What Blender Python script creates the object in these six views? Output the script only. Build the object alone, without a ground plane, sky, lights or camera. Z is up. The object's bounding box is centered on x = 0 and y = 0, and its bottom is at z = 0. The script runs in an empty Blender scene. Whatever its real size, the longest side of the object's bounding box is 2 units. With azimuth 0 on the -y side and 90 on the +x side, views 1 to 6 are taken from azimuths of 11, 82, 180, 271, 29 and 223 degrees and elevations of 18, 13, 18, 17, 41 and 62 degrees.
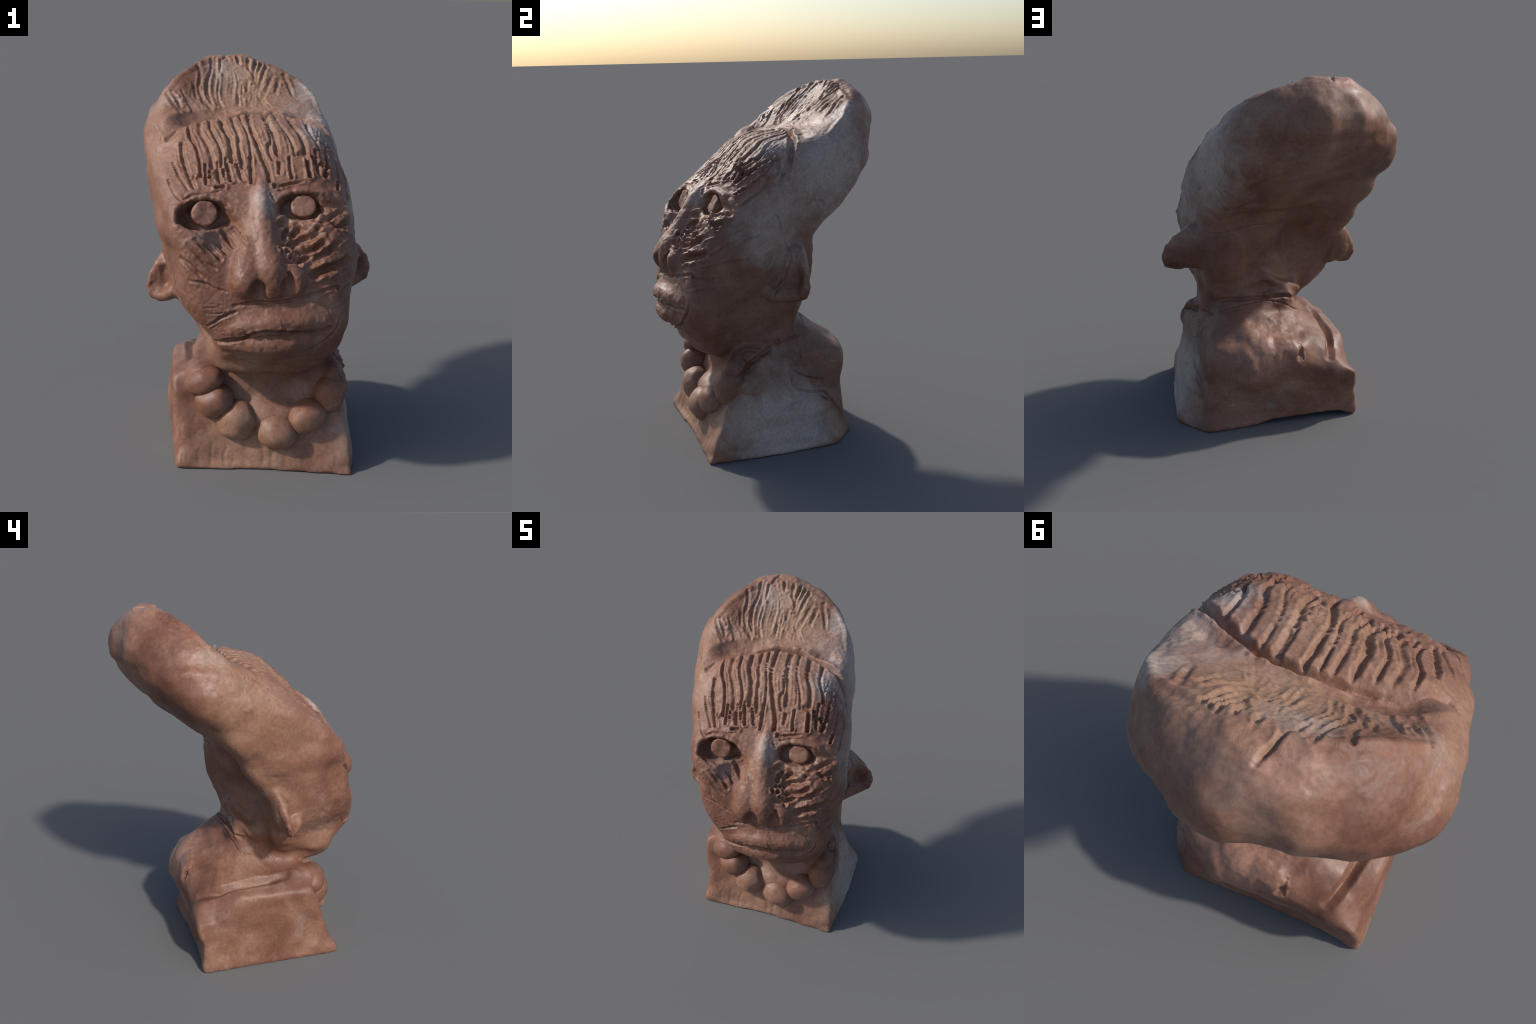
import bpy, bmesh, math
import numpy as np
FINE = 0.0055   # voxel of the finished surface
from mathutils import Vector, Matrix

# ---------------------------------------------------------------- frame
# Bust frame: u = across (the sitter's left = +u), v = towards the back, z = up.
YAW = math.radians(12.0)
CU, SU = math.cos(YAW), math.sin(YAW)
def to_world(q):
    q = np.asarray(q, float); o = q.copy()
    o[..., 0] = q[..., 0]*CU - q[..., 1]*SU
    o[..., 1] = q[..., 0]*SU + q[..., 1]*CU
    return o

# ---------------------------------------------------------------- lofting
def closed_spline(P, n, smooth=True):
    """Closed curve through control points, n samples, centripetal-ish Catmull-Rom or straight sides."""
    P = np.asarray(P, float); k = len(P)
    t = np.arange(n)/n*k; i = t.astype(int); f = (t-i)[:, None]
    p0, p1, p2, p3 = P[(i-1) % k], P[i % k], P[(i+1) % k], P[(i+2) % k]
    if not smooth:
        return p1*(1-f)+p2*f
    return 0.5*((2*p1)+(p2-p0)*f+(2*p0-5*p1+4*p2-p3)*f*f+(3*p1-p0-3*p2+p3)*f**3)

def loft(sections, n=96, rows=90, smooth=True):
    """sections: [(z, [(u,v)...])] -> verts, faces of a capped tube (monotone cubic along z)."""
    Z = np.array([s[0] for s in sections], float)
    R = np.array([closed_spline(s[1], n, smooth) for s in sections])
    zs = np.linspace(Z[0], Z[-1], rows)
    d = np.diff(R, axis=0)/np.diff(Z)[:, None, None]
    m = np.zeros_like(R)
    m[1:-1] = np.where(d[1:]*d[:-1] > 0, 2*d[1:]*d[:-1]/(d[1:]+d[:-1]+1e-12), 0)
    m[0], m[-1] = d[0], d[-1]
    V = []
    for z in zs:
        i = min(max(np.searchsorted(Z, z)-1, 0), len(Z)-2)
        h = Z[i+1]-Z[i]; t = (z-Z[i])/h
        p = (2*t**3-3*t*t+1)*R[i]+(t**3-2*t*t+t)*h*m[i]+(-2*t**3+3*t*t)*R[i+1]+(t**3-t*t)*h*m[i+1]
        V.append(np.column_stack([p, np.full(n, z)]))
    V = np.vstack(V); F = []
    for r in range(rows-1):
        for k in range(n):
            a, b = r*n+k, r*n+(k+1) % n
            F.append((a, b, b+n, a+n))
    F.append(tuple(range(n-1, -1, -1))); F.append(tuple((rows-1)*n+k for k in range(n)))
    return V, F

def blob(c, r, rot=(0, 0, 0), nu=32, nv=18, power=1.0):
    V = []; F = []
    M = np.array((Matrix.Rotation(rot[2], 3, 'Z') @ Matrix.Rotation(rot[1], 3, 'Y') @ Matrix.Rotation(rot[0], 3, 'X')))
    for j in range(nv+1):
        a = math.pi*j/nv
        for i in range(nu):
            b = 2*math.pi*i/nu
            p = np.array([math.sin(a)*math.cos(b), math.sin(a)*math.sin(b), math.cos(a)])
            p = np.sign(p)*np.abs(p)**power
            V.append(M @ (p*np.array(r)) + np.array(c))
    for j in range(nv):
        for i in range(nu):
            F.append((j*nu+i, (j+1)*nu+i, (j+1)*nu+(i+1) % nu, j*nu+(i+1) % nu))
    return np.array(V), F

# ---------------------------------------------------------------- the masses
# Each section: front, front-right, right-front, right, right-mid, right-back, back, back-left, left-back, left, left-front, front-left
HEAD = [
 (0.500, [(0.120,-0.420),(0.260,-0.390),(0.320,-0.330),(0.360,-0.220),(0.360,-0.120),(.38,.00),(.20,.03),(.00,.00),(-.10,-.12),(-0.150,-0.220),(-0.140,-0.330),(-0.090,-0.410)]),
 (0.560, [(0.120,-0.525),(0.290,-0.485),(0.360,-0.380),(0.390,-0.250),(0.400,-0.120),(.38,.00),(.20,.03),(.00,.00),(-.10,-.12),(-0.170,-0.250),(-0.160,-0.380),(-0.120,-0.515)]),
 (0.610, [(0.120,-0.550),(0.330,-0.505),(0.380,-0.440),(0.395,-0.280),(.43,-.12),(.38,.00),(.20,.03),(.00,.00),(-.10,-.12),(-0.205,-0.220),(-0.210,-0.410),(-0.110,-0.540)]),
 (0.700, [(0.130,-0.630),(.36,-.575),(0.440,-0.500),(0.415,-0.320),(0.400,-0.120),(0.370,0.030),(.20,.05),(.00,.02),(-.12,-.12),(-0.285,-0.170),(-0.190,-0.460),(-.12,-.60)]),
 (0.850, [(.12,-.66),(.39,-.61),(0.475,-0.500),(0.455,-0.310),(0.430,-0.080),(0.395,0.090),(.20,.08),(-0.040,-0.070),(-0.300,-0.130),(-0.385,-0.190),(-.31,-.46),(-.20,-.61)]),
 (1.000, [(.10,-.61),(0.385,-0.580),(0.495,-0.450),(0.490,-0.270),(0.435,-0.050),(0.390,0.130),(0.200,0.140),(-0.090,-0.080),(-0.385,-0.070),(-0.410,-0.230),(-0.390,-0.410),(-.27,-.58)]),
 (1.150, [(.07,-.54),(0.360,-0.545),(0.490,-0.430),(0.515,-0.250),(0.440,-0.020),(0.370,0.140),(0.200,0.150),(-0.120,0.030),(-0.430,0.035),(-0.475,-0.120),(-0.415,-0.380),(-.29,-.555)]),
 (1.220, [(0.050,-0.505),(0.360,-0.510),(0.485,-0.400),(0.515,-0.220),(0.440,0.020),(0.365,0.190),(0.200,0.185),(-0.120,0.070),(-0.420,0.060),(-0.495,-0.070),(-0.440,-0.390),(-0.310,-0.540)]),
 (1.300, [(.04,-.46),(0.350,-0.455),(0.475,-0.360),(0.510,-0.170),(0.440,0.070),(.375,.285),(.20,.305),(-0.120,0.225),(-.43,.15),(-.525,.03),(-0.425,-0.400),(-.32,-.50)]),
 (1.400, [(.02,-.40),(.32,-.385),(0.455,-0.290),(0.490,-0.110),(0.430,0.130),(.365,.375),(.15,.43),(-0.150,0.325),(-0.440,0.235),(-.56,.10),(-0.455,-0.285),(-.30,-.40)]),
 (1.500, [(0.000,-0.305),(.28,-.32),(0.420,-0.185),(0.450,0.000),(.41,.25),(.335,.45),(0.100,0.535),(-.20,.47),(-0.470,0.385),(-.59,.20),(-0.495,-0.175),(-0.300,-0.270)]),
 (1.600, [(.00,-.21),(.26,-.21),(.37,-.07),(.42,.10),(.395,.30),(0.310,0.510),(0.060,0.615),(-.25,.57),(-.48,.48),(-.605,.27),(-0.500,-0.050),(-0.300,-0.165)]),
 (1.700, [(0.000,-0.090),(.20,-.07),(.335,.05),(.38,.22),(.36,.39),(.25,.55),(.00,.66),(-.25,.63),(-.48,.52),(-.58,.33),(-.51,.06),(-0.280,-0.030)]),
 (1.720, [(-0.020,0.000),(0.150,0.020),(0.310,0.130),(0.365,0.260),(0.345,0.410),(.25,.55),(.00,.66),(-.25,.63),(-.48,.52),(-.58,.33),(-0.500,0.100),(-0.280,0.070)]),
 (1.745, [(-0.020,0.175),(0.140,0.180),(0.285,0.210),(.35,.30),(.325,.44),(.20,.58),(-.03,.69),(-.25,.66),(-.45,.55),(-.545,.38),(-.49,.14),(-0.300,0.155)]),
 (1.820, [(-0.050,0.295),(0.120,0.305),(.255,.34),(.31,.38),(.26,.47),(.15,.60),(-.05,.69),(-.25,.66),(-.42,.56),(-.495,.40),(-.475,.21),(-0.300,0.250)]),
 (1.890, [(-0.100,0.350),(0.050,0.365),(.17,.41),(.215,.45),(.18,.51),(.08,.60),(-.08,.67),(-.25,.64),(-.37,.55),(-.43,.42),(-.415,.29),(-0.300,0.310)]),
 (1.950, [(-0.130,0.415),(-0.020,0.430),(.06,.47),(.09,.50),(.07,.54),(.00,.59),(-.12,.63),(-.25,.61),(-.32,.54),(-.36,.45),(-.35,.38),(-0.270,0.385)]),
 (2.00, [(-.16,.475),(-.10,.475),(-.05,.49),(-.04,.505),(-.05,.52),(-.08,.54),(-.15,.56),(-.22,.55),(-.26,.52),(-.28,.49),(-.27,.46),(-.22,.46)]),
]
NECK = [
 (0.350, [(0.120,-0.360),(0.360,-0.320),(.46,-.10),(.40,.10),(.18,.16),(-.10,.12),(-.18,-.05),(-.15,-.33)]),
 (0.600, [(0.120,-0.370),(0.360,-0.340),(0.410,-0.100),(.37,.02),(.20,.08),(-.08,.06),(-.16,-.05),(-0.100,-0.310)]),
 (0.800, [(0.120,-0.400),(.40,-.36),(0.430,-0.100),(.37,.02),(.22,.07),(0.000,0.020),(-0.090,-0.080),(-.10,-.33)]),
 (1.000, [(.15,-.42),(.40,-.36),(0.440,-0.100),(0.370,0.070),(0.220,0.130),(0.020,0.050),(-0.080,-0.100),(-.10,-.33)]),
 (1.200, [(.15,-.42),(.40,-.36),(0.440,-0.100),(0.360,0.120),(0.220,0.170),(-0.050,0.100),(-0.140,-0.050),(-.10,-.33)]),
 (1.40, [(.15,-.30),(.35,-.26),(.44,-.05),(.38,.20),(.22,.30),(-.08,.25),(-.20,.05),(-.10,-.23)]),
]
# front-right corner, right, right-mid, back-right, back, back-mid, back-left corner, left, front-left corner, front
TORSO = [
 (0.000, [(0.550,-0.555),(0.588,-0.220),(0.600,0.190),(0.430,0.360),(.05,.31),(-.20,.29),(-0.470,0.280),(-.41,-.15),(-0.360,-0.540),(.10,-.525)]),
 (0.120, [(0.540,-0.500),(0.565,-0.250),(0.540,0.130),(0.420,0.315),(0.050,0.300),(-0.200,0.285),(-0.465,0.280),(-0.415,-0.150),(-.33,-.48),(.10,-.49)]),
 (0.300, [(0.505,-0.430),(0.530,-0.280),(0.475,0.080),(0.395,0.300),(0.200,0.390),(-0.120,0.330),(-0.445,0.315),(-0.425,0.040),(-.38,-.42),(0.100,-0.420)]),
 (0.335, [(0.490,-0.400),(0.520,-0.280),(0.455,0.060),(0.400,0.310),(.20,.41),(-0.110,0.345),(-0.370,0.295),(-0.425,0.080),(-.38,-.41),(0.100,-0.370)]),
 (0.360, [(0.490,-0.400),(0.520,-0.280),(0.455,0.060),(0.400,0.310),(.20,.41),(-.08,.355),(-0.340,0.280),(-0.425,0.080),(-.38,-.41),(0.100,-0.370)]),
 (0.420, [(0.475,-0.390),(0.510,-0.280),(0.440,0.050),(0.400,0.310),(0.200,0.405),(-.08,.35),(-0.260,0.240),(-0.415,0.060),(-0.400,-0.360),(0.100,-0.330)]),
 (0.480, [(0.460,-0.375),(0.495,-0.270),(0.440,0.050),(0.390,0.300),(0.200,0.375),(-.08,.35),(-0.190,0.200),(-0.290,-0.020),(-0.300,-0.330),(0.100,-0.330)]),
 (0.540, [(0.440,-0.360),(0.460,-0.250),(0.410,0.030),(0.340,0.220),(.20,.325),(0.000,0.240),(-0.140,0.140),(-0.180,-0.050),(-0.220,-0.300),(0.100,-0.300)]),
 (0.620, [(0.380,-0.280),(0.415,-0.180),(0.380,0.000),(.33,.12),(.20,.20),(0.020,0.110),(-0.090,0.050),(-0.140,-0.050),(-0.130,-0.220),(0.100,-0.260)]),
 (0.68, [(.40,-.25),(.42,-.13),(.38,.00),(.30,.05),(.20,.11),(.00,.10),(-.12,.06),(-.15,-.05),(-.10,-.20),(.10,-.20)]),
 (0.74, [(.30,-.15),(.33,-.10),(.30,.00),(.2,.04),(.20,.05),(.00,.04),(-.08,.05),(-.10,-.05),(-.05,-.10),(.10,-.10)]),
]

def chain(pts, step=0.35):
    """A rolled coil of clay: spheres of radius r strung closely along (u, v, z, r) points."""
    P = np.array(pts, float); out = []
    for a, b in zip(P[:-1], P[1:]):
        k = max(2, int(np.linalg.norm(b[:3]-a[:3])/(step*min(a[3], b[3]))))
        for t in np.linspace(0, 1, k, endpoint=False):
            q = a*(1-t)+b*t; out.append(blob(q[:3], (q[3],)*3, nu=16, nv=10))
    out.append(blob(P[-1, :3], (P[-1, 3],)*3, nu=16, nv=10))
    return out

def sheet(rows, thick):
    """A thin slab of clay through a grid of points, given a thickness."""
    G = np.array(rows, float); m, n = G.shape[:2]
    nor = np.cross(np.gradient(G, axis=1), np.gradient(G, axis=0)); nor /= np.linalg.norm(nor, axis=2)[..., None]+1e-9
    V = np.vstack([(G+nor*thick/2).reshape(-1, 3), (G-nor*thick/2).reshape(-1, 3)]); F = []; o = m*n
    for i in range(m-1):
        for j in range(n-1):
            a = i*n+j; F.append((a, a+1, a+n+1, a+n)); F.append((a+o, a+n+o, a+n+1+o, a+1+o))
    rim = [(0, j) for j in range(n)]+[(i, n-1) for i in range(1, m)]+[(m-1, j) for j in range(n-2, -1, -1)]+[(i, 0) for i in range(m-2, 0, -1)]
    for (a, b), (c, d) in zip(rim, rim[1:]+rim[:1]):
        p, q = a*n+b, c*n+d; F.append((q, p, p+o, q+o))
    return V, F

nose = chain([(.035,-.33,1.475,.028),(.035,-.42,1.385,.038),(.04,-.46,1.32,.046),(.065,-.53,1.20,.06),(.09,-.585,1.11,.078),(.10,-.59,1.06,.078),(.10,-.60,1.03,.06)]) \
     + chain([(.00,-.42,1.30,.05),(-.015,-.495,1.20,.065),(-.02,-.56,1.10,.082),(-.02,-.59,1.05,.084)]) \
     + chain([(.09,-.42,1.30,.045),(.13,-.48,1.20,.055),(.19,-.55,1.10,.065),(.195,-.59,1.06,.07)]) + [blob((-.02,-.605,1.02), (.07,.05,.04)), blob((.19,-.605,1.035), (.06,.05,.04))]
lips = chain([(-.14,-.605,.79,.03),(-.03,-.64,.85,.045),(.10,-.65,.87,.048),(.24,-.635,.88,.045),(.355,-.595,.865,.035)]) \
     + chain([(-.12,-.605,.745,.03),(.04,-.64,.755,.05),(.18,-.64,.765,.05),(.33,-.585,.80,.04)])
brows = chain([(-.40,-.40,1.33,.03),(-.36,-.37,1.385,.035),(-.24,-.34,1.41,.035),(-.10,-.33,1.405,.03)]) \
      + chain([(.12,-.325,1.43,.03),(.22,-.325,1.455,.035),(.32,-.305,1.45,.035),(.40,-.285,1.40,.035),(.435,-.315,1.34,.03)])
cheeks = chain([(-.35,-.455,1.27,.055),(-.30,-.47,1.21,.07),(-.29,-.485,1.14,.06)])
ear_left = [sheet([[(-.40,-.10,1.03),(-.435,-.13,1.02),(-.455,-.15,.995)],
                   [(-.38,-.11,.97),(-.46,-.145,.97),(-.50,-.165,.95)],
                   [(-.37,-.12,.90),(-.49,-.165,.90),(-.54,-.185,.875)],
                   [(-.36,-.14,.82),(-.46,-.18,.825),(-.515,-.195,.82)]], .045)] \
         + [blob((-.425,-.16,.92), (.075,.055,.10))] + chain([(-.44,-.13,1.035,.024),(-.47,-.145,.99,.02),(-.515,-.17,.92,.026),(-.53,-.185,.865,.026),(-.50,-.195,.825,.028),(-.45,-.22,.83,.032),(-.40,-.26,.86,.034)])
ear_right = [sheet([[(.40,.06,1.12),(.48,.03,1.12),(.53,.0,1.10)],
                    [(.39,.07,1.05),(.50,.03,1.05),(.595,.0,1.03)],
                    [(.38,.07,.98),(.51,.03,.985),(.63,.0,.965)],
                    [(.37,.05,.90),(.49,.02,.91),(.60,-.01,.91)]], .04)] \
          + chain([(.46,.02,1.12,.022),(.52,.01,1.09,.02),(.575,.005,1.06,.02),(.612,.0,1.0,.018),(.628,-.002,.95,.018),(.60,-.02,.90,.022),(.535,-.06,.875,.03),(.47,-.13,.88,.035),(.43,-.17,.93,.035)]) + [blob((.45,.0,1.01), (.10,.075,.14)), blob((.49,-.045,.92), (.075,.06,.055))]
collar = chain([(.30,.03,.72,.02),(.20,.045,.755,.028),(.12,.055,.80,.03),(.067,.055,.825,.03),(.00,.04,.785,.028),(-.08,.0,.74,.028),(-.155,-.04,.70,.03)]) \
       + chain([(.36,.04,1.09,.035),(.25,.075,1.10,.04),(.15,.075,1.11,.035)])
shoulder = [blob((-.13,-.25,.64), (.10,.12,.10)), blob((-.11,-.10,.70), (.07,.08,.07)), blob((-.155,.10,.395), (.12,.17,.12)), blob((-.23,-.31,.45), (.10,.12,.085)), blob((.44,-.35,.46), (.06,.08,.08)), blob((.425,-.25,.52), (.05,.08,.055)),
            blob((.14,-.375,.245), (.22,.105,.10))]
parts = [loft(HEAD), loft(NECK, rows=50), loft(TORSO, rows=50, smooth=False)] + nose + lips + brows + cheeks + ear_left + ear_right + collar + shoulder

def join_mesh(parts):
    V = []; F = []; o = 0
    for v, f in parts:
        V.append(v); F += [tuple(i+o for i in t) for t in f]; o += len(v)
    return np.vstack(V), F

def voxel(V, F, size):
    me = bpy.data.meshes.new("mass"); me.from_pydata(V.tolist(), [], F); me.update()
    ob = bpy.data.objects.new("mass", me); bpy.context.scene.collection.objects.link(ob)
    m = ob.modifiers.new("r", 'REMESH'); m.mode = 'VOXEL'; m.voxel_size = size
    dg = bpy.context.evaluated_depsgraph_get(); dg.update()
    out = bpy.data.meshes.new_from_object(ob.evaluated_get(dg))
    bpy.data.objects.remove(ob); bpy.data.meshes.remove(me)
    return out

def arrays(me):
    n = len(me.vertices); co = np.empty(n*3); me.vertices.foreach_get("co", co)
    e = np.empty(len(me.edges)*2, np.int32); me.edges.foreach_get("vertices", e)
    return co.reshape(-1, 3), e.reshape(-1, 2)

def normals(me, co):
    me.vertices.foreach_set("co", co.ravel()); me.update()
    no = np.empty(len(me.vertices)*3); me.vertices.foreach_get("normal", no)
    return no.reshape(-1, 3)

def relax(co, e, times, lam=0.5, mask=None):
    deg = np.bincount(e.ravel(), minlength=len(co))[:, None]
    for _ in range(times):
        acc = np.zeros_like(co)
        for k in range(3):
            acc[:, k] = np.bincount(e[:, 0], co[e[:, 1], k], len(co))+np.bincount(e[:, 1], co[e[:, 0], k], len(co))
        d = (acc/np.maximum(deg, 1)-co)*lam
        co = co+(d if mask is None else d*mask[:, None])
    return co

def smoothstep(x): x = np.clip(x, 0, 1); return x*x*(3-2*x)

VOX = 0.010
V, F = join_mesh(parts)
body = voxel(V, F, VOX)
co, ed = arrays(body)
co = relax(co, ed, 8)
co = relax(co, ed, 8, mask=smoothstep((.62-co[:, 2])/.1)*smoothstep((co[:, 2]-.06)/.06))
no = normals(body, co)
# ---- hollows pressed in with a tool: (centre, radii, direction, depth)
def press(co, c, r, d, depth, sharp=2.0):
    c, r, d = map(np.array, (c, r, d)); d = d/np.linalg.norm(d)
    q = (co-c)
    k = np.sqrt(((q-np.outer(q@d, d))**2/ r[0]**2).sum(1) + ((q@d)/r[1])**2) if len(r) == 2 else np.sqrt((q**2/r**2).sum(1))
    w = smoothstep((1-k)*sharp)
    return co+np.outer(w*depth, d)
FACE_IN = (0, .85, -.5)
def hollows(co):
    co = press(co, (-.235,-.46,1.335), (.145,.12,.080), FACE_IN, .10, 3.0)     # sitter's right eye socket
    co = press(co, (.22,-.40,1.372), (.125,.12,.072), FACE_IN, .075, 3.0)        # sitter's left eye socket
    co = press(co, (.36,-.37,1.365), (.10,.12,.05), FACE_IN, .035, 2.0)
    co = press(co, (.175,-.66,1.045), (.042,.06,.05), (-.1,.6,.8), .075, 2.5)    # nostrils
    co = press(co, (.03,-.65,1.03), (.042,.06,.045), (.1,.6,.8), .065, 2.5)
    co = press(co, (-.455,-.235,.93), (.06,.07,.10), (.5,.85,0), .035, 2.0)      # ear bowls
    co = press(co, (.54,-.06,1.0), (.08,.09,.10), (-.9,.4,0), .018, 2.0)
    co = press(co, (-.14,-.51,1.26), (.12,.15,.13), (.1,1,-.1), .085, 1.4)          # beside the nose
    co = press(co, (.19,-.5,1.24), (.09,.15,.12), (-.1,1,0), .03, 1.5)
    return co
co = relax(hollows(co), ed, 3)
# bottom of the back edge is hollowed upwards; nothing goes under the ground
arch = .03*smoothstep((.20-co[:, 0])/.2)*smoothstep((co[:, 0]+.46)/.12)*smoothstep((co[:, 1]-.05)/.15)
co[:, 2] = np.maximum(co[:, 2], arch); co[:, 2] = np.where(co[:, 2] < .006, 0, co[:, 2])
co[:, 2] -= co[:, 2].min()


# ---------------------------------------------------------------- tool marks, as control points on the surface
# front marks: (u, z) seen from the front; side marks: (v, z) seen from +u; back marks: (u, z) seen from the back
HAIRLINE = [
 
 [(-.463,1.500),(-.426,1.561),(-.382,1.613),(-.314,1.666),(-.236,1.699),(-.150,1.714),(-.053,1.725),(.035,1.723),(.109,1.721),(.182,1.716),(.251,1.709),(.319,1.681),(.383,1.625),(.442,1.518)],
]
FRINGE = [
 [(-.402,1.527),(-.368,1.480),(-.341,1.452),(-.315,1.430)],[(-.367,1.608),(-.351,1.546),(-.322,1.490),(-.286,1.438)],
 [(-.329,1.643),(-.294,1.602),(-.273,1.552),(-.258,1.483)],[(-.275,1.659),(-.237,1.614),(-.210,1.556),(-.203,1.521)],
 [(-.229,1.685),(-.191,1.636),(-.167,1.590),(-.163,1.527)],[(-.170,1.702),(-.135,1.659),(-.119,1.612),(-.113,1.553)],
 [(-.115,1.710),(-.088,1.669),(-.079,1.610),(-.065,1.571)],[(-.077,1.717),(-.046,1.683),(-.030,1.632),(-.019,1.573)],
 [(-.033,1.714),(.002,1.646),(.037,1.575),(.062,1.529),(.072,1.484)],[(.045,1.718),(.073,1.668),(.076,1.637)],
 [(.059,1.721),(.092,1.673),(.109,1.594)],[(.109,1.721),(.154,1.682),(.182,1.636),(.198,1.590)],[(.181,1.713),(.226,1.670),(.244,1.628),(.247,1.590)],
 [(.263,1.693),(.304,1.639),(.315,1.611)],[(-.418,1.456),(-.394,1.418),(-.367,1.403),(-.339,1.384)],
]
FRINGE_FINE = [
 [(-.009,1.712),(.026,1.655),(.036,1.635)],[(-.315,1.668),(-.287,1.638),(-.264,1.592)],[(-.263,1.683),(-.220,1.635)],[(-.201,1.697),(-.163,1.646)],
 [(.003,1.630),(.023,1.599)],[(.135,1.689),(.158,1.643),(.167,1.604)],[(.092,1.705),(.115,1.658)],[(.209,1.702),(.231,1.674)],
 [(.297,1.673),(.331,1.631)],[(-.139,1.703),(-.107,1.657)],[(.025,1.707),(.054,1.648)],[(-.390,1.591),(-.374,1.537),(-.351,1.500)],
]
STABS = [
 [(-.241,1.530),(-.228,1.456)],[(-.183,1.541),(-.175,1.491),(-.162,1.466)],[(-.144,1.559),(-.128,1.513),(-.112,1.471)],
 [(-.092,1.554),(-.067,1.500),(-.057,1.481)],[(-.023,1.573),(-.013,1.468)],[(-.076,1.594),(-.059,1.531)],[(.119,1.556),(.122,1.517)],
 [(.167,1.581),(.172,1.539),(.182,1.500)],[(.252,1.586),(.260,1.548),(.269,1.505)],[(.297,1.606),(.304,1.554),(.312,1.515)],
 [(.355,1.575),(.353,1.529),(.346,1.501)],[(.064,1.632),(.069,1.601),(.089,1.570)],[(.214,1.598),(.243,1.590)],[(-.220,1.500),(-.216,1.482)],
 [(-.151,1.511),(-.145,1.489)],[(.281,1.581),(.285,1.566)],[(.406,1.466),(.404,1.441)],[(.100,1.460),(.118,1.457)],[(-.179,1.443),(-.147,1.448)],
 [(.324,1.548),(.333,1.539)],
]
TEMPLE = [
 [(.281,1.678),(.362,1.605),(.401,1.547)],[(.338,1.648),(.411,1.563),(.433,1.516)],
]
BROW_CREASE = [
 [(-.339,1.386),(-.290,1.411),(-.204,1.422),(-.168,1.427)],[(.078,1.426),(.096,1.405)],[(.095,1.452),(.164,1.471),(.232,1.486)],
]
CHEEK = [
 [(-.302,1.209),(-.258,1.169),(-.217,1.127),(-.167,1.106)],[(-.265,1.233),(-.228,1.199),(-.193,1.179)],[(-.216,1.208),(-.165,1.163),(-.146,1.146)],
 [(-.338,1.135),(-.298,1.115),(-.260,1.084),(-.224,1.061)],[(-.173,1.205),(-.140,1.180),(-.121,1.166)],[(-.144,1.247),(-.111,1.208),(-.086,1.191)],
 [(-.090,1.260),(-.052,1.238),(-.033,1.229)],
]
GOUGE = [
 [(.137,1.239),(.169,1.277)],[(.183,1.211),(.246,1.236),(.316,1.273)],[(.219,1.176),(.281,1.201),(.335,1.230)],
 [(.282,1.149),(.349,1.186),(.395,1.216)],[(.164,1.163),(.218,1.154),(.273,1.169)],[(.284,1.090),(.351,1.115),(.446,1.145)],
 [(.103,1.291),(.135,1.305),(.158,1.305)],[(.372,1.314),(.410,1.291),(.445,1.305)],[(.183,1.244),(.219,1.275)],
 [(.299,1.320),(.376,1.328),(.447,1.350)],
]
FOLD = [
 [(-.296,1.038),(-.223,1.035),(-.169,1.017),(-.115,1.003)],[(-.077,.943),(.020,.961),(.131,.969),(.242,.991),(.332,1.017),(.406,1.033)],
 [(.422,.875),(.406,.829),(.359,.778),(.302,.732),(.212,.697),(.077,.661),(-.060,.656)],
 [(-.154,.750),(-.085,.775),(-.019,.799),(.007,.822),(.091,.840),(.203,.838),(.317,.835),(.382,.839)],[(-.201,.824),(-.133,.883),(-.067,.916)],
 [(.261,1.075),(.242,1.003)],
]
SCRATCH = [
 [(-.257,.934),(-.193,.942),(-.113,.943)],[(-.206,.891),(-.138,.903),(-.067,.920)],[(-.220,.917),(-.157,.930)],[(.265,.980),(.358,.938),(.390,.858)],
 [(.150,.920),(.146,.886),(.166,.857)],[(-.055,.845),(-.029,.839),(-.010,.807)],[(-.135,.677),(-.014,.654)],[(-.107,.651),(.033,.614),(.173,.613)],
 [(-.182,.818),(-.146,.852)],[(.027,.785),(.115,.797)],[(-.140,.801),(-.117,.796)],
]
PITS = [
 [(.144,1.213)],[(.160,1.190)],[(.180,1.170)],[(.146,1.233)],[(.200,1.164)],[(.218,1.143)],[(.413,1.023)],[(-.295,1.475)],[(.132,1.201)],
 [(.165,1.208)],[(.307,1.288)],[(.439,1.277)],
]
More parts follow.
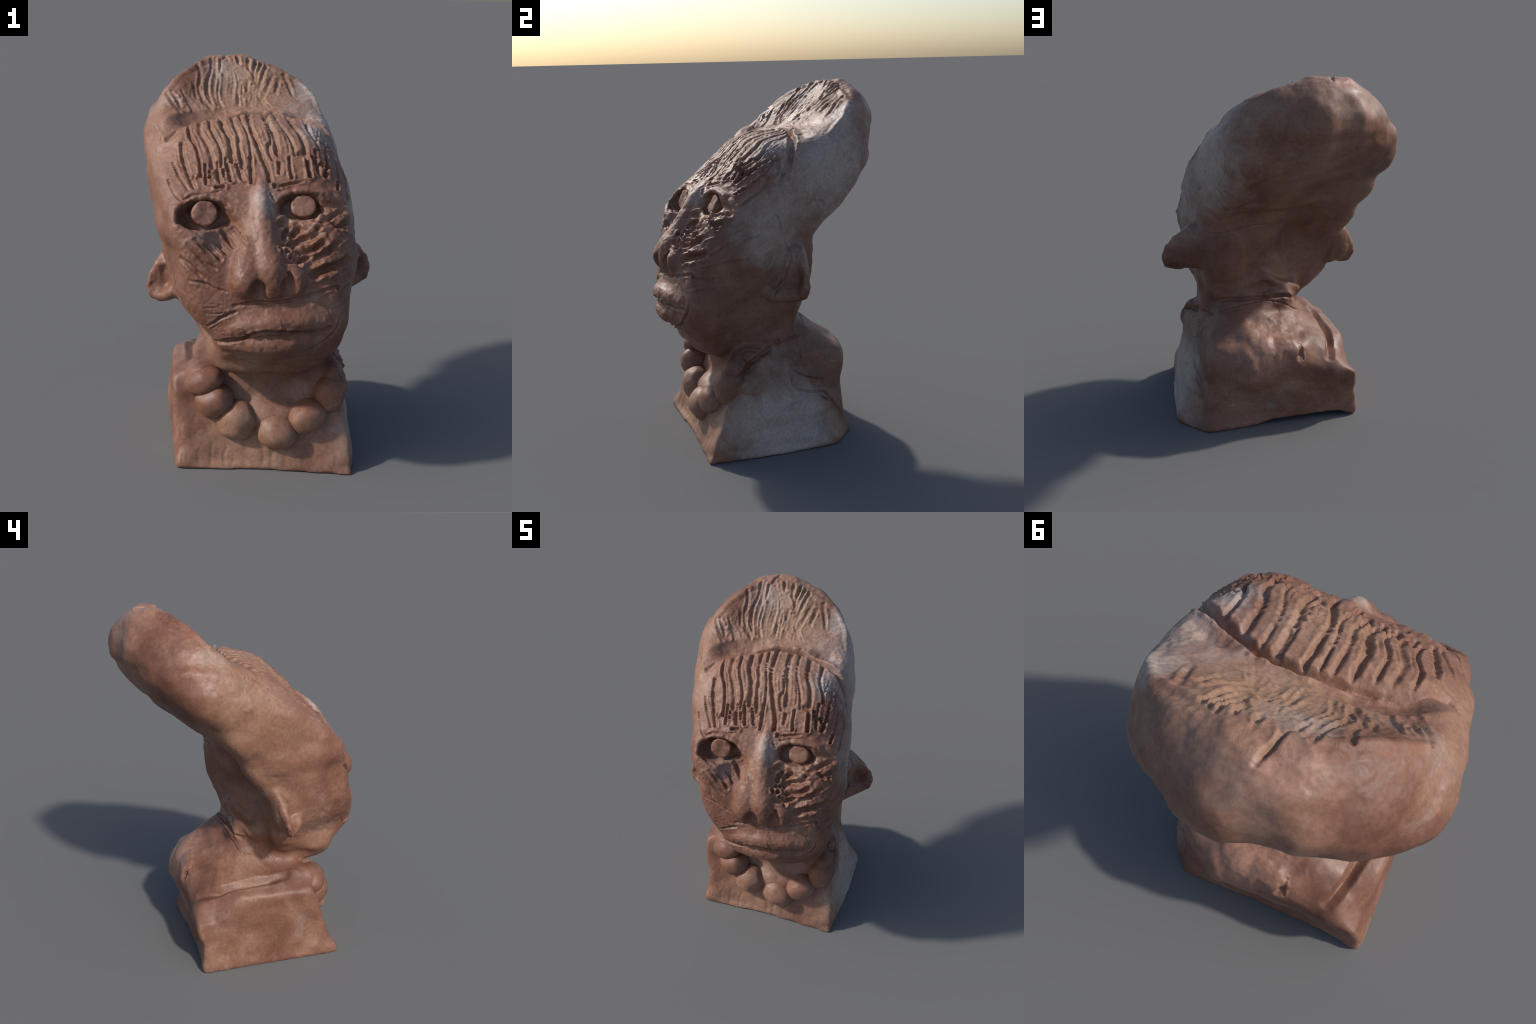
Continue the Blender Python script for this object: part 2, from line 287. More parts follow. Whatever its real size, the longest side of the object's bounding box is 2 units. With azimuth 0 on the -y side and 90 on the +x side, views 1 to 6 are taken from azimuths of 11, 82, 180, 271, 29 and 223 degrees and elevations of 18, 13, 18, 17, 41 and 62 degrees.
CROWN = [
 [(-.402,1.839),(-.372,1.787),(-.331,1.739),(-.285,1.697)],[(-.323,1.953),(-.304,1.901),(-.309,1.843),(-.288,1.795),(-.272,1.764)],
 [(-.252,1.992),(-.248,1.939),(-.262,1.885),(-.259,1.827),(-.231,1.758)],[(-.233,1.984),(-.224,1.919),(-.230,1.877)],[(-.200,1.977),(-.201,1.919)],
 [(-.449,1.818),(-.414,1.779),(-.393,1.741)],[(-.472,1.817),(-.430,1.763),(-.377,1.713)],[(-.517,1.678),(-.488,1.646),(-.479,1.610)],
 [(-.008,1.980),(-.016,1.923),(-.010,1.881)],[(-.051,1.988),(-.045,1.943),(-.020,1.918)],[(.049,1.951),(.031,1.903),(.014,1.849)],
 [(.088,1.911),(.060,1.850),(.047,1.817)],[(.150,1.907),(.182,1.851),(.196,1.819)],[(-.095,1.813),(-.092,1.760)],[(-.076,1.806),(-.069,1.760)],
 [(.121,1.887),(.103,1.826)],[(-.113,1.999),(-.097,1.958)],[(-.338,1.868),(-.319,1.795)],[(-.047,1.880),(-.050,1.830)],[(-.269,1.776),(-.224,1.738)],
 [(-.396,1.681),(-.373,1.699)],[(-.178,1.997),(-.163,1.977)],[(.021,1.963),(.003,1.915),(-.000,1.865)],[(-.202,1.788),(-.177,1.751)],
]
SIDE_GROOVE = [
 [(-.164,1.605),(-.102,1.643),(-.029,1.676)],[(-.139,1.587),(-.092,1.609),(-.032,1.661)],[(-.117,1.569),(-.078,1.594),(-.041,1.620)],
 [(-.303,1.386),(-.231,1.433),(-.172,1.468),(-.105,1.539)],[(-.061,1.549),(-.068,1.572),(-.047,1.601),(-.018,1.623)],
 [(-.079,1.470),(-.052,1.530),(-.014,1.582),(.007,1.615)],[(-.181,1.562),(-.148,1.584)],[(-.308,1.439),(-.264,1.461),(-.199,1.501),(-.140,1.536)],
 [(-.291,1.393),(-.244,1.426)],
]
SIDE_CRACK = [
 [(-.074,1.466),(-.062,1.431),(-.041,1.409)],[(.084,1.352),(.130,1.376),(.184,1.366),(.195,1.322)],[(-.116,1.337),(-.088,1.283),(-.084,1.219)],
 [(-.136,1.140),(-.129,1.085),(-.168,1.051)],[(-.058,1.180),(-.039,1.127),(-.045,1.065),(-.075,.960)],[(-.075,.960),(-.106,.927),(-.138,.898)],
 [(-.085,.940),(-.062,.935)],[(-.366,.913),(-.341,.956)],[(-.406,.479),(-.360,.395)],[(-.360,.456),(-.297,.566),(-.221,.560)],
 [(-.305,.546),(-.295,.491)],[(-.150,.554),(-.137,.480)],[(-.066,.582),(.063,.603)],[(.139,.255),(.230,.191)],[(-.074,.251),(-.001,.262)],
 [(.048,.534),(.037,.471)],[(-.037,.441),(.072,.373),(.179,.330)],[(.108,1.009)],
]
SIDE_RIDGE = [
 [(-.533,1.189),(-.460,1.226),(-.357,1.256),(-.269,1.304)],[(-.505,1.132),(-.446,1.167),(-.381,1.212),(-.349,1.221)],
 [(-.521,1.079),(-.451,1.102),(-.368,1.123),(-.314,1.121)],[(-.542,1.028),(-.492,1.029),(-.436,1.031)],[(-.576,.949),(-.531,.967),(-.458,.978)],
 [(-.303,1.222),(-.211,1.240)],
]
BACK_CRACK = [
 [(.348,1.701),(.343,1.577),(.337,1.538),(.367,1.445),(.388,1.397)],[(.085,1.897),(.082,1.876)],[(.400,1.490),(.392,1.478)],
 [(.235,1.446),(.145,1.511),(.000,1.554)],[(.391,1.403),(.347,1.337),(.283,1.266),(.165,1.351),(.019,1.430)],
 [(.420,.613),(.475,.327),(.453,.257),(.440,.077)],[(.288,.366),(.268,.385)],[(.295,.147),(.258,.152)],[(-.102,.490),(-.110,.412)],
 [(.320,.639),(.160,.679),(-.007,.674),(-.226,.524)],[(.384,1.117),(.183,1.152),(.064,1.154)],
]
from mathutils.bvhtree import BVHTree

def hash3(i, j, k, seed):
    h = (i*374761393+j*668265263+k*2147483647+seed*1274126177) & 0xffffffff
    h = ((h ^ (h >> 13))*1274126177) & 0xffffffff
    return ((h ^ (h >> 16)) & 0xffff)/32767.5-1
def vnoise(p, scale, seed=0):
    q = p/scale; f = np.floor(q); t = q-f; t = t*t*t*(t*(t*6-15)+10); f = f.astype(np.int64)+1000; r = 0
    for a in (0, 1):
        for b in (0, 1):
            for c in (0, 1):
                w = (t[:, 0] if a else 1-t[:, 0])*(t[:, 1] if b else 1-t[:, 1])*(t[:, 2] if c else 1-t[:, 2])
                r = r+w*hash3(f[:, 0]+a, f[:, 1]+b, f[:, 2]+c, seed)
    return r

# ---- refine the mass to a fine even mesh
fine = voxel(co, [tuple(p.vertices) for p in body.polygons], FINE)
bpy.data.meshes.remove(body); body = fine
co, ed = arrays(body); co = relax(co, ed, 2)
no = normals(body, co)
smooth_no = relax(no, ed, 6); smooth_no /= np.linalg.norm(smooth_no, axis=1)[:, None]
tree = BVHTree.FromPolygons([Vector(c) for c in co], [tuple(p.vertices) for p in body.polygons])

CAST = {'front': ((0, 2), 1, -2, 1), 'right': ((1, 2), 0, 2, -1), 'back': ((0, 2), 1, 2, -1), 'left': ((1, 2), 0, -2, 1)}
def on_surface(pts, side):
    ax, cast_ax, start, sign = CAST[side]; out = []
    P = np.array(pts, float)
    if len(P) > 1:                                  # densify with a Catmull-Rom curve
        k = max(2, int(np.linalg.norm(np.diff(P, axis=0), axis=1).sum()/.007)); Q = []
        E = np.vstack([2*P[0]-P[1], P, 2*P[-1]-P[-2]])
        for t in np.linspace(0, len(P)-1, k):
            i = min(int(t), len(P)-2); f = t-i; p0, p1, p2, p3 = E[i:i+4]
            Q.append(.5*(2*p1+(p2-p0)*f+(2*p0-5*p1+4*p2-p3)*f*f+(3*p1-p0-3*p2+p3)*f**3))
        P = np.array(Q)
    for a, b in P:
        o = [0, 0, 0]; o[ax[0]] = a; o[ax[1]] = b; o[cast_ax] = start
        d = [0, 0, 0]; d[cast_ax] = sign
        h = tree.ray_cast(Vector(o), Vector(d))[0]
        if h is not None: out.append(h)
    return np.array(out)

disp = np.zeros(len(co))
def stroke(pts, side, width, depth, lip=.3, taper=True, seed=0):
    """Drag a tool through the clay: groove of half-width `width`, burr of height lip*depth at its sides."""
    stroke_path(on_surface(pts, side), width, depth, lip, taper, seed)

def stroke_path(Q, width, depth, lip=.3, taper=True, seed=0):
    if len(Q) == 0: return
    lo, hi = Q.min(0)-width*3, Q.max(0)+width*3
    idx = np.where(((co > lo) & (co < hi)).all(1))[0]
    if len(idx) == 0: return
    P = co[idx]; best = np.full(len(idx), 1e9); tt = np.zeros(len(idx)); m = len(Q)
    for i in range(m):
        d = ((P-Q[i])**2).sum(1); k = d < best; best[k] = d[k]; tt[k] = i/max(m-1, 1)
    d = np.sqrt(best)
    big = min(1, .02/width); wob = 1+.18*big*vnoise(P, max(.025, 1.5*width), seed+3); w = width*(1+.2*big*vnoise(P, max(.03, 1.5*width), seed+9))
    env = np.minimum(1, .45+2.5*np.minimum(tt, 1-tt)) if (taper and m > 1) else 1.0
    g = -depth*(.55*np.clip(1-d/w, 0, 1)+.45*np.clip(1-(d/w)**2, 0, 1)**1.3)*wob
    if lip: g = g+lip*abs(depth)*np.exp(-((d-1.35*w)/(.45*w))**2)*np.clip(1+1.2*vnoise(P, .018, seed+5), 0, 2)
    g = g*env
    old = disp[idx]; disp[idx] = np.where(g < 0, np.minimum(old, g) if depth > 0 else old+g, old+np.where(old < -abs(depth)*.3, 0, g)) if depth > 0 else old+g
def strokes(group, side, width, depth, lip=.3, taper=True, seed=0, dz=0.0):
    for i, p in enumerate(group):
        p = [(a, b+dz) for a, b in p]
        k = .75+.5*((i*37 % 11)/10)
        stroke(p, side, width*(.85+.3*((i*53 % 7)/6)), depth*k, lip, taper, seed+i)

def stroke3(pts, width, depth, lip=.2, seed=0):
    """Same tool, path given in space and laid onto the nearest surface."""
    P = np.array(pts, float); Q = []
    for a, b in zip(P[:-1], P[1:]):
        for t in np.linspace(0, 1, max(2, int(np.linalg.norm(b-a)/.007)), endpoint=False): Q.append(tree.find_nearest(Vector(a*(1-t)+b*t))[0])
    stroke_path(np.array(Q), width, depth, lip, True, seed)
stroke3([(-.27,.25,.36),(-.30,.14,.40),(-.31,.02,.44),(-.30,-.12,.46),(-.28,-.22,.46)], .036, .034, 0, 301)   # trough behind the left wall of the base
stroke3([(-.185,.45,1.985),(-.18,.50,2.0),(-.165,.56,1.96)], .010, .022, .1, 302)                 # split in the crown
stroke3([(-.105,.33,.47),(-.10,.34,.45),(-.09,.35,.42)], .020, .022, .15, 303)                                     # hole in the back
stroke3([(.47,-.36,.44),(.46,-.28,.51),(.45,-.20,.55),(.44,-.14,.57)], .018, .035, .2, 305)                      # end of the necklace
stroke3([(.46,-.30,.50),(.47,-.29,.45)], .010, .02, .2, 306)
stroke3([(.30,.04,.69),(.20,.09,.70),(.08,.08,.705),(-.04,.06,.70),(-.13,.0,.66)], .016, .022, .1, 307)          # crease under the nape
HAIR3 = [(-.42,-.03,1.585),(-.35,.04,1.65),(-.21,.085,1.70),(-.036,.13,1.715),(.10,.13,1.72),(.233,.09,1.715),(.33,.05,1.69),(.385,.02,1.62),(.41,-.01,1.54)]   # sunken hairline
stroke3(HAIR3, .021, .048, .12, 300)
stroke3([(-.40,.01,1.61),(-.36,.05,1.65),(-.28,.09,1.69),(-.14,.125,1.72)], .070, .042, 0, 312)
stroke3([(-.50,.19,1.80),(-.42,.29,1.89),(-.30,.40,1.97),(-.19,.455,2.0)], .024, -.012, 0, 313)
stroke3([(-.16,.465,2.0),(.0,.46,1.975),(.13,.45,1.93),(.22,.44,1.89),(.315,.36,1.805),(.35,.25,1.72)], .024, -.013, 0, 314)   # crisp rim of the crown
stroke3([(.18,.14,1.73),(.26,.15,1.73),(.31,.14,1.72)], .045, .03, 0, 311)
for i, g in enumerate(FRINGE):                       # long strands of the fringe, cut from the hairline down over the brow
    Q = on_surface(g, 'front'); q = Q[0]
    if q[2] > 1.62:
        hu = q[0]-.012; h = np.array([hu]+[np.interp(hu, [p[0] for p in HAIR3], [p[k] for p in HAIR3]) for k in (1, 2)])
        Q = np.vstack([[tree.find_nearest(Vector(h*(1-t)+q*t))[0] for t in np.linspace(0, 1, 14)[:-1]], Q])
    stroke_path(Q, .0135*(.6+.75*((i*53 % 7)/6)), .022*(.65+.6*((i*37 % 11)/10)), .10, False, i)
for k, lid in enumerate((                           # heavy rims of the eye sockets
        [(-.37,-.47,1.31),(-.32,-.46,1.37),(-.235,-.45,1.41),(-.14,-.43,1.395),(-.10,-.42,1.36)], [(-.36,-.49,1.28),(-.24,-.50,1.25),(-.13,-.47,1.27)],
        [(.11,-.40,1.40),(.17,-.39,1.435),(.25,-.37,1.45),(.34,-.35,1.43),(.42,-.34,1.37)], [(.13,-.43,1.325),(.22,-.43,1.305),(.32,-.42,1.31),(.41,-.38,1.325)])):
    stroke3(lid, .020, -.012, 0, 320+k)
strokes(FRINGE_FINE, 'front', .006, .008, .35)
strokes(STABS, 'front', .0125, .022, .25, False)
strokes(TEMPLE, 'front', .009, .012, .3)
strokes(BROW_CREASE, 'front', .010, .014, .3)
strokes(CHEEK, 'front', .014, .020, .2)
strokes(GOUGE, 'front', .020, .026, .25)
strokes(FOLD[:5], 'front', .010, .015, .2)
stroke(FOLD[3], 'front', .014, .026, .15, True, 77)      # the mouth
strokes(SCRATCH, 'front', .005, .007, .4)
strokes(PITS, 'front', .014, .020, .4)
strokes(CROWN, 'front', .013, .009, .4)
rng = np.random.default_rng(5)
for i in range(52):                                # combed strands fanning from the hairline up to the rim
    u0 = -.42+.74*(i+rng.uniform(-.4, .4))/51
    zb = np.interp(u0, [p[0] for p in HAIRLINE[0]], [p[1] for p in HAIRLINE[0]])+.035
    ut = -.08+(u0+.06)*(1.25 if u0 < -.05 else .9); zt = 2.0-.75*abs(ut+.16)-.9*max(0, abs(ut+.16)-.2)**1.5-.02
    if zt-zb < .06: continue
    a, b = sorted(rng.uniform(0, 1, 2)); a *= .2; b = .78+b*.22
    pts = [(u0+(ut-u0)*t+.012*math.sin(6*t+u0*20), zb+(zt-zb)*t) for t in np.linspace(a, b, 5)]
    stroke(pts, 'front', rng.uniform(.006, .011), rng.uniform(.0015, .0045), .6, True, 200+i)
strokes(SIDE_GROOVE, 'right', .009, .012, .3)
strokes(SIDE_CRACK, 'right', .007, .014, .15)
strokes(SIDE_RIDGE, 'right', .010, -.009, 0)
strokes(BACK_CRACK, 'back', .007, .011, .15)

for i in range(13):                                # scrape marks down the front of the base
    uu = -.31+.065*i+rng.uniform(-.02, .02); stroke([(uu, .015), (uu+rng.uniform(-.015, .015), .07), (uu+rng.uniform(-.02, .02), rng.uniform(.10, .15))], 'front', rng.uniform(.010, .022), rng.uniform(.0015, .004), 0, True, 260+i)
# ---- where the hand smoothed the clay and where the tool left it rough
u, v, z = co.T
hair_u = np.array([p[0] for p in HAIRLINE[0]]); hair_z = np.array([p[1] for p in HAIRLINE[0]])
hz = np.interp(u, hair_u, hair_z)
front = smoothstep((-smooth_no[:, 1]+.15)/.4)*smoothstep((u+.42)/.08)*smoothstep((.5-u)/.08)*smoothstep((z-.66)/.06)
crown = smoothstep((z-hz-.0)/.03)*smoothstep((-smooth_no[:, 1]*.7+smooth_no[:, 2]*.7+.0)/.3)
cheek_r = np.exp(-(((u-.28)/.13)**2+((z-1.2)/.12)**2))*front
torn = np.exp(-(((u-.0)/.2)**2+((z-.55)/.15)**2))*(v > .05)
lumps = .010*vnoise(co, .26, 1)+.0085*vnoise(co, .11, 2)+.003*vnoise(co, .055, 3)
side = 1-front
disp_big = lumps*(side*.9+.25)*smoothstep(z/.05)
rough = (.0022*vnoise(co, .035, 4)+.0016*vnoise(co, .016, 5)+.0010*vnoise(co, .009, 6))*np.clip(front+.8*crown+.7*torn, 0, 1)+.0008*vnoise(co, .03, 7)
eyes_ = (np.exp(-(((u+.235)/.15)**2+((z-1.335)/.10)**2)**2)+np.exp(-(((u-.26)/.17)**2+((z-1.37)/.10)**2)**2))*(v < -.2)
ears_ = smoothstep((np.abs(u-.05)-.49)/.05)*smoothstep((z-.78)/.03)*smoothstep((1.16-z)/.03)*(v > -.3)
rough = rough+ears_*(.006*vnoise(co, .045, 16)+.003*vnoise(co, .018, 17))
rough = rough+eyes_*(.005*vnoise(co, .03, 14)+.003*vnoise(co, .014, 15))
rough = rough+cheek_r*(.006*vnoise(co, .03, 8)+.004*vnoise(co, .014, 10))+torn*.006*vnoise(co, .05, 12)
new = co+smooth_no*(disp+disp_big+rough)[:, None]
foot = np.minimum(1, z/.02)
co = new; co[:, 2] = np.where(z < .012, z, co[:, 2])
co = relax(co, ed, 1, .35)
arch = .03*smoothstep((.20-co[:, 0])/.2)*smoothstep((co[:, 0]+.46)/.12)*smoothstep((co[:, 1]-.05)/.15)
co[:, 2] = np.maximum(co[:, 2], arch*.9); co[:, 2] -= co[:, 2].min(); co[:, 2] *= 2.0/co[:, 2].max()

body.vertices.foreach_set("co", to_world(co).ravel()); body.update()

# ---------------------------------------------------------------- material
GREY = (.42, .345, .305); OCHRE = (.34, .195, .12); PINK = (.36, .19, .135); RUST = (.27, .12, .075)  # GREY on the +x skull and base flank paints in the scan's baked light
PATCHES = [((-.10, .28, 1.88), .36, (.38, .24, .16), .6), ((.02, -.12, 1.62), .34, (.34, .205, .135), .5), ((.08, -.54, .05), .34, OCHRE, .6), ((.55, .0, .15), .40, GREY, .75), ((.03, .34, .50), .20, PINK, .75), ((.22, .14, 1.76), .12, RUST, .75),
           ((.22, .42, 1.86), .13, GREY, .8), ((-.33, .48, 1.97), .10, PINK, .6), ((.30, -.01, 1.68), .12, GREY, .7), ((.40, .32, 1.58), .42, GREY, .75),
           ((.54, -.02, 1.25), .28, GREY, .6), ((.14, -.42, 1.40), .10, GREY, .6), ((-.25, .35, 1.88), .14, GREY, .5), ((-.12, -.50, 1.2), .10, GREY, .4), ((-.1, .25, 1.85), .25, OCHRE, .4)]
def clay(name, grit=1.0, tint=(1, 1, 1)):
    mt = bpy.data.materials.new(name); mt.use_nodes = True; nt = mt.node_tree; N = nt.nodes; L = nt.links
    bs = N["Principled BSDF"]; tc = N.new("ShaderNodeTexCoord")
    def noise(scale, detail=4, rough=.55, dist=0.0, stretch=None):
        n = N.new("ShaderNodeTexNoise"); n.inputs["Scale"].default_value = scale; n.inputs["Detail"].default_value = detail
        n.inputs["Roughness"].default_value = rough; n.inputs["Distortion"].default_value = dist
        if stretch:
            mp = N.new("ShaderNodeMapping"); mp.inputs["Scale"].default_value = stretch
            L.new(tc.outputs["Object"], mp.inputs["Vector"]); L.new(mp.outputs[0], n.inputs["Vector"])
        else: L.new(tc.outputs["Object"], n.inputs["Vector"])
        return n
    def ramp(src, stops):
        r = N.new("ShaderNodeValToRGB"); L.new(src, r.inputs[0]); e = r.color_ramp.elements
        while len(e) < len(stops): e.new(.5)
        for el, (p, c) in zip(e, stops):
            el.position = p; el.color = (c[0]*tint[0], c[1]*tint[1], c[2]*tint[2], 1) if not isinstance(c, float) else (c, c, c, 1)
        return r
    def mix(f, a, b, mode='MIX'):
        m = N.new("ShaderNodeMix"); m.data_type = 'RGBA'; m.blend_type = mode
        if isinstance(f, float): m.inputs["Factor"].default_value = f
        else: L.new(f, m.inputs["Factor"])
        L.new(a, m.inputs["A"])
        if isinstance(b, tuple): m.inputs["B"].default_value = b
        else: L.new(b, m.inputs["B"])
        return m.outputs["Result"]
    base = ramp(noise(2.6, 5, .6, .6).outputs["Fac"], [(.28, (.118, .047, .029)), (.46, (.185, .083, .053)), (.60, (.235, .120, .080)), (.78, (.300, .178, .130))])
    pale = ramp(noise(5.2, 3, .5, .4).outputs["Fac"], [(.60, 0.0), (.76, .35)])
    col = mix(pale.outputs[0], base.outputs[0], (.34*tint[0], .27*tint[1], .235*tint[2], 1))
    red = ramp(noise(4.1, 4, .6, .2, (1.3, .8, 1.1)).outputs["Fac"], [(.60, 0.0), (.76, .5)])
    col = mix(red.outputs[0], col, (.27*tint[0], .125*tint[1], .085*tint[2], 1))
    # local colour patches with broken edges: (centre, reach, colour, strength)
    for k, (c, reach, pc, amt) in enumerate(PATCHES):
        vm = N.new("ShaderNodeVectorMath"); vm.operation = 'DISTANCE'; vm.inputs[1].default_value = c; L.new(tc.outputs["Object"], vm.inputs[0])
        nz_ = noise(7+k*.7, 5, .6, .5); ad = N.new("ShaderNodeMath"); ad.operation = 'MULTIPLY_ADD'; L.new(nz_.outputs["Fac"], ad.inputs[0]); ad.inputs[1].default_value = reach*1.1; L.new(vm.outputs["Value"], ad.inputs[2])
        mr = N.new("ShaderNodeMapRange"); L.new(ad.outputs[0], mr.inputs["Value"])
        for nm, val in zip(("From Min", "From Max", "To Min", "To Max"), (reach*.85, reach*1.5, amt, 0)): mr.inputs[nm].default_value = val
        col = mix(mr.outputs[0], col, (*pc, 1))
    fine = ramp(noise(60, 5, .65).outputs["Fac"], [(.3, .72), (.7, 1.22)])
    fine.color_ramp.elements[1].color = (1.22, 1.22, 1.22, 1)
    col = mix(.8, col, fine.outputs[0], 'MULTIPLY')
    L.new(col, bs.inputs["Base Color"])
    rr = ramp(noise(7, 3).outputs["Fac"], [(.3, .42), (.7, .64)]); L.new(rr.outputs[0], bs.inputs["Roughness"])
    bs.inputs["Specular IOR Level"].default_value = .42
    b1 = N.new("ShaderNodeBump"); b1.inputs["Strength"].default_value = .35*grit; b1.inputs["Distance"].default_value = .004
    L.new(noise(95, 6, .7).outputs["Fac"], b1.inputs["Height"])
    b2 = N.new("ShaderNodeBump"); b2.inputs["Strength"].default_value = .3*grit; b2.inputs["Distance"].default_value = .008
    L.new(noise(26, 4, .6, .5).outputs["Fac"], b2.inputs["Height"]); L.new(b1.outputs[0], b2.inputs["Normal"])
    L.new(b2.outputs[0], bs.inputs["Normal"])
    return mt
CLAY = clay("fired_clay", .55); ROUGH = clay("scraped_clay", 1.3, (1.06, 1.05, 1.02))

# ---------------------------------------------------------------- split the one surface into named parts
root = bpy.data.objects.new("clay_bust", None); bpy.context.scene.collection.objects.link(root)
root["label"] = "brown clay portrait head with necklace on square base"; root["category"] = "sculpture"
nf = len(body.polygons)
cen = np.empty(nf*3); body.polygons.foreach_get("center", cen); cen = cen.reshape(-1, 3)
fn = np.empty(nf*3); body.polygons.foreach_get("normal", fn); fn = fn.reshape(-1, 3)
cu = cen[:, 0]*CU+cen[:, 1]*SU; cv = -cen[:, 0]*SU+cen[:, 1]*CU; cz = cen[:, 2]; nv = -fn[:, 0]*SU+fn[:, 1]*CU; nz = fn[:, 2]
reg = np.zeros(nf, int)                                   # 0 head
reg[cz < .62+.43*smoothstep((cv+.18)/.25)*(cu > -.24)] = 1   # neck
reg[cz < .50+.20*smoothstep((cv+.30)/.40)] = 2               # torso
reg[(cu < -.445) & (cz > .78) & (cz < 1.06) & (cv > -.30)] = 3   # ears
reg[(cu > .515+.0*cz) & (cz > .85) & (cz < 1.13) & (cv > -.10)] = 3
chz = np.interp(cu, hair_u, hair_z); brow_z = np.interp(cu, [-.45, -.3, -.05, .05, .15, .35, .46], [1.40, 1.455, 1.46, 1.49, 1.49, 1.50, 1.40])
pv = np.array([p.vertices[0] for p in body.polygons])
facing = (-smooth_no[pv, 1]*.65+smooth_no[pv, 2]*.7+smooth_no[pv, 0]*.25) > .5
reg[(reg == 0) & facing & (cz >= chz+.012) & (cv < .62)] = 4                                         # swept-back crown
reg[(reg == 0) & (cz < chz+.012) & (cz > brow_z) & (cu > -.46) & (cu < .45) & (cv < .15)] = 5          # fringe
reg[(reg == 0) & (cv < -.40) & (cz > 1.0) & (cz < 1.44) & (np.abs(cu-np.interp(cz, [1.0, 1.15, 1.3, 1.45], [.09, .075, .045, .035])) < np.interp(cz, [1.0, 1.1, 1.2, 1.45], [.18, .17, .11, .04]))] = 6
mid = np.interp(cu, [-.18, .1, .4], [.775, .82, .855])
reg[(reg == 0) & (cv < -.55) & (np.abs(cz-mid) < np.interp(cu, [-.18, -.1, .1, .3, .40], [.0, .07, .105, .09, .0]))] = 7
NAMES = {0: "head", 1: "neck", 2: "torso", 3: "ear", 4: "hair", 5: "hair_fringe", 6: "nose", 7: "lips"}
vno = normals(body, np.asarray(to_world(co)))
fv = np.empty(nf*4, np.int32)
polys = [tuple(p.vertices) for p in body.polygons]
wco = to_world(co)
def part(name, faces, mat):
    used = np.unique(np.concatenate([np.array(polys[i]) for i in faces]))
    remap = {int(a): b for b, a in enumerate(used)}
    me = bpy.data.meshes.new(name); me.from_pydata(wco[used].tolist(), [], [tuple(remap[j] for j in polys[i]) for i in faces])
    me.polygons.foreach_set("use_smooth", [True]*len(me.polygons)); me.update()
    me.normals_split_custom_set_from_vertices(vno[used].tolist())
    me.materials.append(mat)
    ob = bpy.data.objects.new(name, me); bpy.context.scene.collection.objects.link(ob); ob.parent = root
    return ob
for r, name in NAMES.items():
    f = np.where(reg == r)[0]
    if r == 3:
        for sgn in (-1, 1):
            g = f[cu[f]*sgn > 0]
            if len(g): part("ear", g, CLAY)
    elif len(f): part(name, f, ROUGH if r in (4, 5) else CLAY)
bpy.data.meshes.remove(body)

# ---------------------------------------------------------------- eyes and necklace beads, pressed on as pieces of their own
def pebble(name, c, r, rot, power, seed, mat, lump=.03):
    V, F = blob((0, 0, 0), r, nu=48, nv=28, power=power)
    V = V*(1+lump*vnoise(V, max(r)*.8, seed)+lump*.4*vnoise(V, max(r)*.3, seed+1))[:, None]
    M = np.array(Matrix.Rotation(rot[2], 3, 'Z') @ Matrix.Rotation(rot[1], 3, 'Y') @ Matrix.Rotation(rot[0], 3, 'X'))
    V = to_world(V@M.T+np.array(c))
    me = bpy.data.meshes.new(name); me.from_pydata(V.tolist(), [], F); me.update()
    bm = bmesh.new(); bm.from_mesh(me); bmesh.ops.remove_doubles(bm, verts=bm.verts, dist=1e-5); bmesh.ops.recalc_face_normals(bm, faces=bm.faces); bm.to_mesh(me); bm.free()
    me.polygons.foreach_set("use_smooth", [True]*len(me.polygons)); me.materials.append(mat)
    ob = bpy.data.objects.new(name, me); bpy.context.scene.collection.objects.link(ob); ob.parent = root
    return ob
T = math.radians
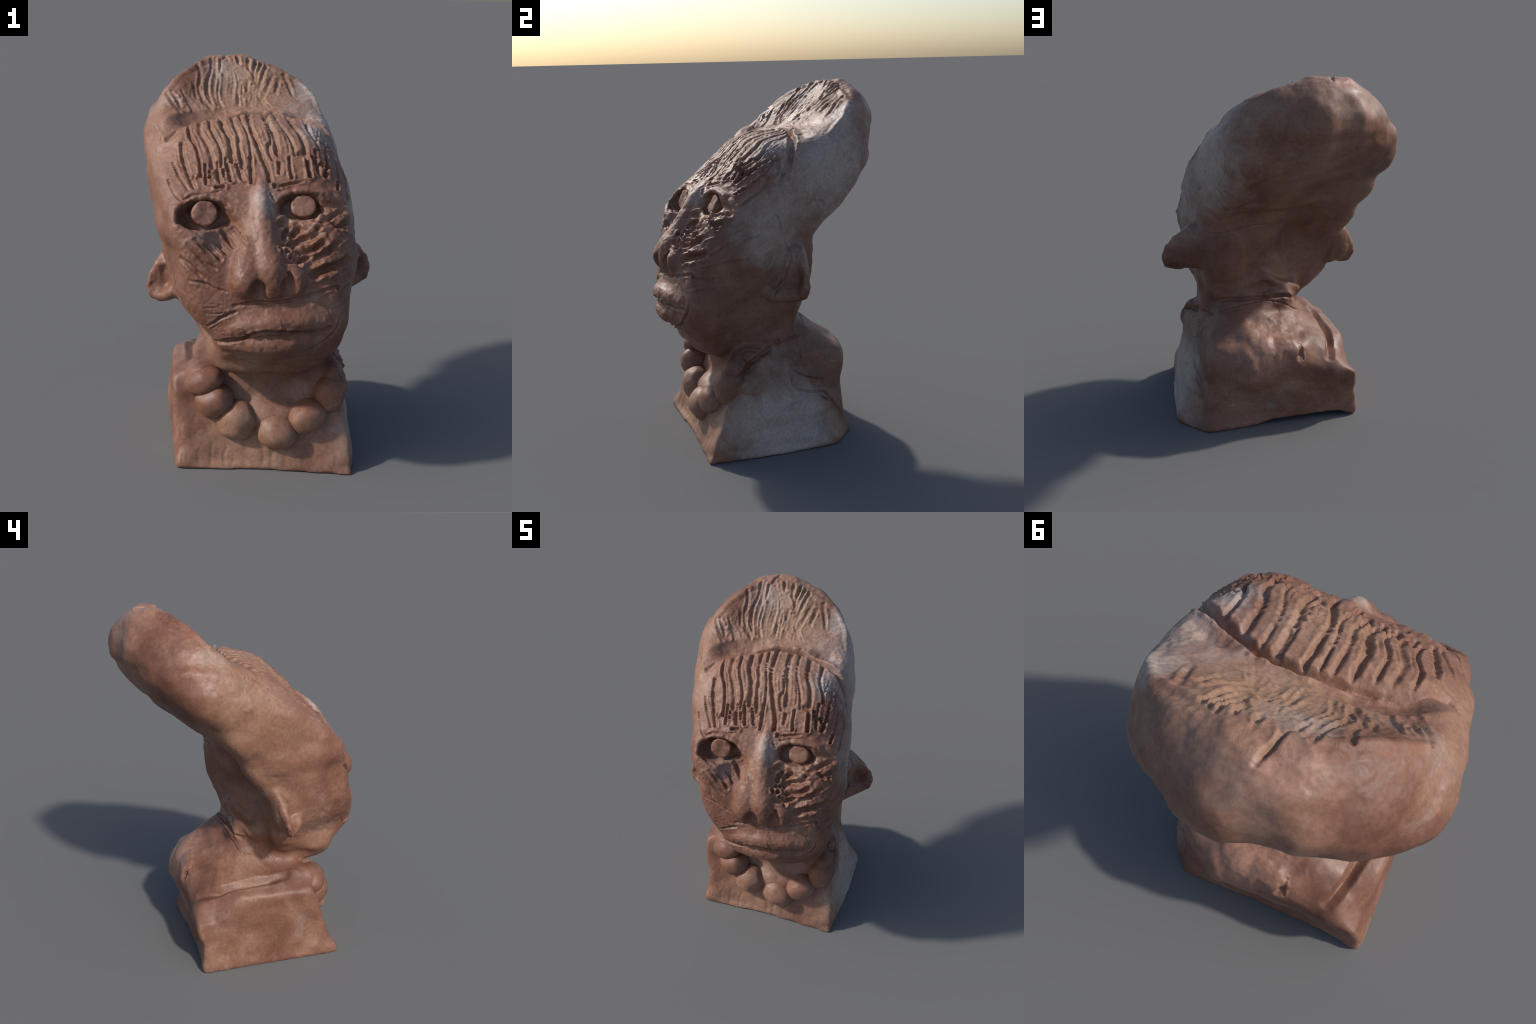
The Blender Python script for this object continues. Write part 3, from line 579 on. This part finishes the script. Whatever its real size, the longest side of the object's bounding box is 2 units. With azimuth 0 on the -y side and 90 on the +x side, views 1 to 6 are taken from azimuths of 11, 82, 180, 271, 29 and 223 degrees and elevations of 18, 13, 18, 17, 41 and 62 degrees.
# eyes: flat round plugs with a soft edge
def plug(name, c, rx, rz, tilt, turn, seed, mat):
    prof = [(0, .004), (.35, .004), (.7, .004), (.86, .003), (.92, .002), (.96, -.001), (.99, -.007), (1.01, -.018), (1.03, -.05), (1.03, -.09)]
    n = 48; V = []; F = []
    for rr, y in prof:
        for k in range(n):
            a = 2*math.pi*k/n; V.append((rr*rx*math.cos(a), -y, rr*rz*math.sin(a)))
    for j in range(len(prof)-1):
        for k in range(n): F.append((j*n+k, j*n+(k+1) % n, (j+1)*n+(k+1) % n, (j+1)*n+k))
    V = np.array(V); V[:, 1] += .005*vnoise(V, .03, seed)+.0025*vnoise(V, .012, seed+4); V[:, [0, 2]] *= 1+.05*vnoise(V, .05, seed+1)[:, None]
    M = np.array(Matrix.Rotation(turn, 3, 'Z') @ Matrix.Rotation(tilt, 3, 'X'))
    V = to_world(V@M.T+np.array(c))
    me = bpy.data.meshes.new(name); me.from_pydata(V.tolist(), [], F); me.update()
    bm = bmesh.new(); bm.from_mesh(me); bmesh.ops.remove_doubles(bm, verts=bm.verts, dist=1e-5); bmesh.ops.recalc_face_normals(bm, faces=bm.faces); bm.to_mesh(me); bm.free()
    me.polygons.foreach_set("use_smooth", [True]*len(me.polygons)); me.materials.append(mat)
    ob = bpy.data.objects.new(name, me); bpy.context.scene.collection.objects.link(ob); ob.parent = root
plug("eye", (-.233,-.425,1.323), .062, .062, T(-18), T(4), 21, CLAY)
plug("eye", (.236,-.385,1.366), .063, .056, T(-22), T(-4), 22, CLAY)
for i, (c, r, rot) in enumerate([
        ((-.045,-.435,.232), (.105,.095,.105), (0, T(12), 0)), ((.160,-.455,.188), (.115,.090,.092), (0, T(6), 0)),
        ((-.165,-.412,.332), (.102,.090,.090), (0, T(-25), T(-15))), ((-.222,-.380,.425), (.105,.085,.072), (0, T(-20), T(-20))),
        ((.310,-.435,.270), (.105,.088,.082), (0, T(-25), T(10))), ((.430,-.380,.385), (.082,.085,.110), (0, T(15), T(20)))]):
    pebble("bead", c, r, rot, .95, 30+i, CLAY, .075)
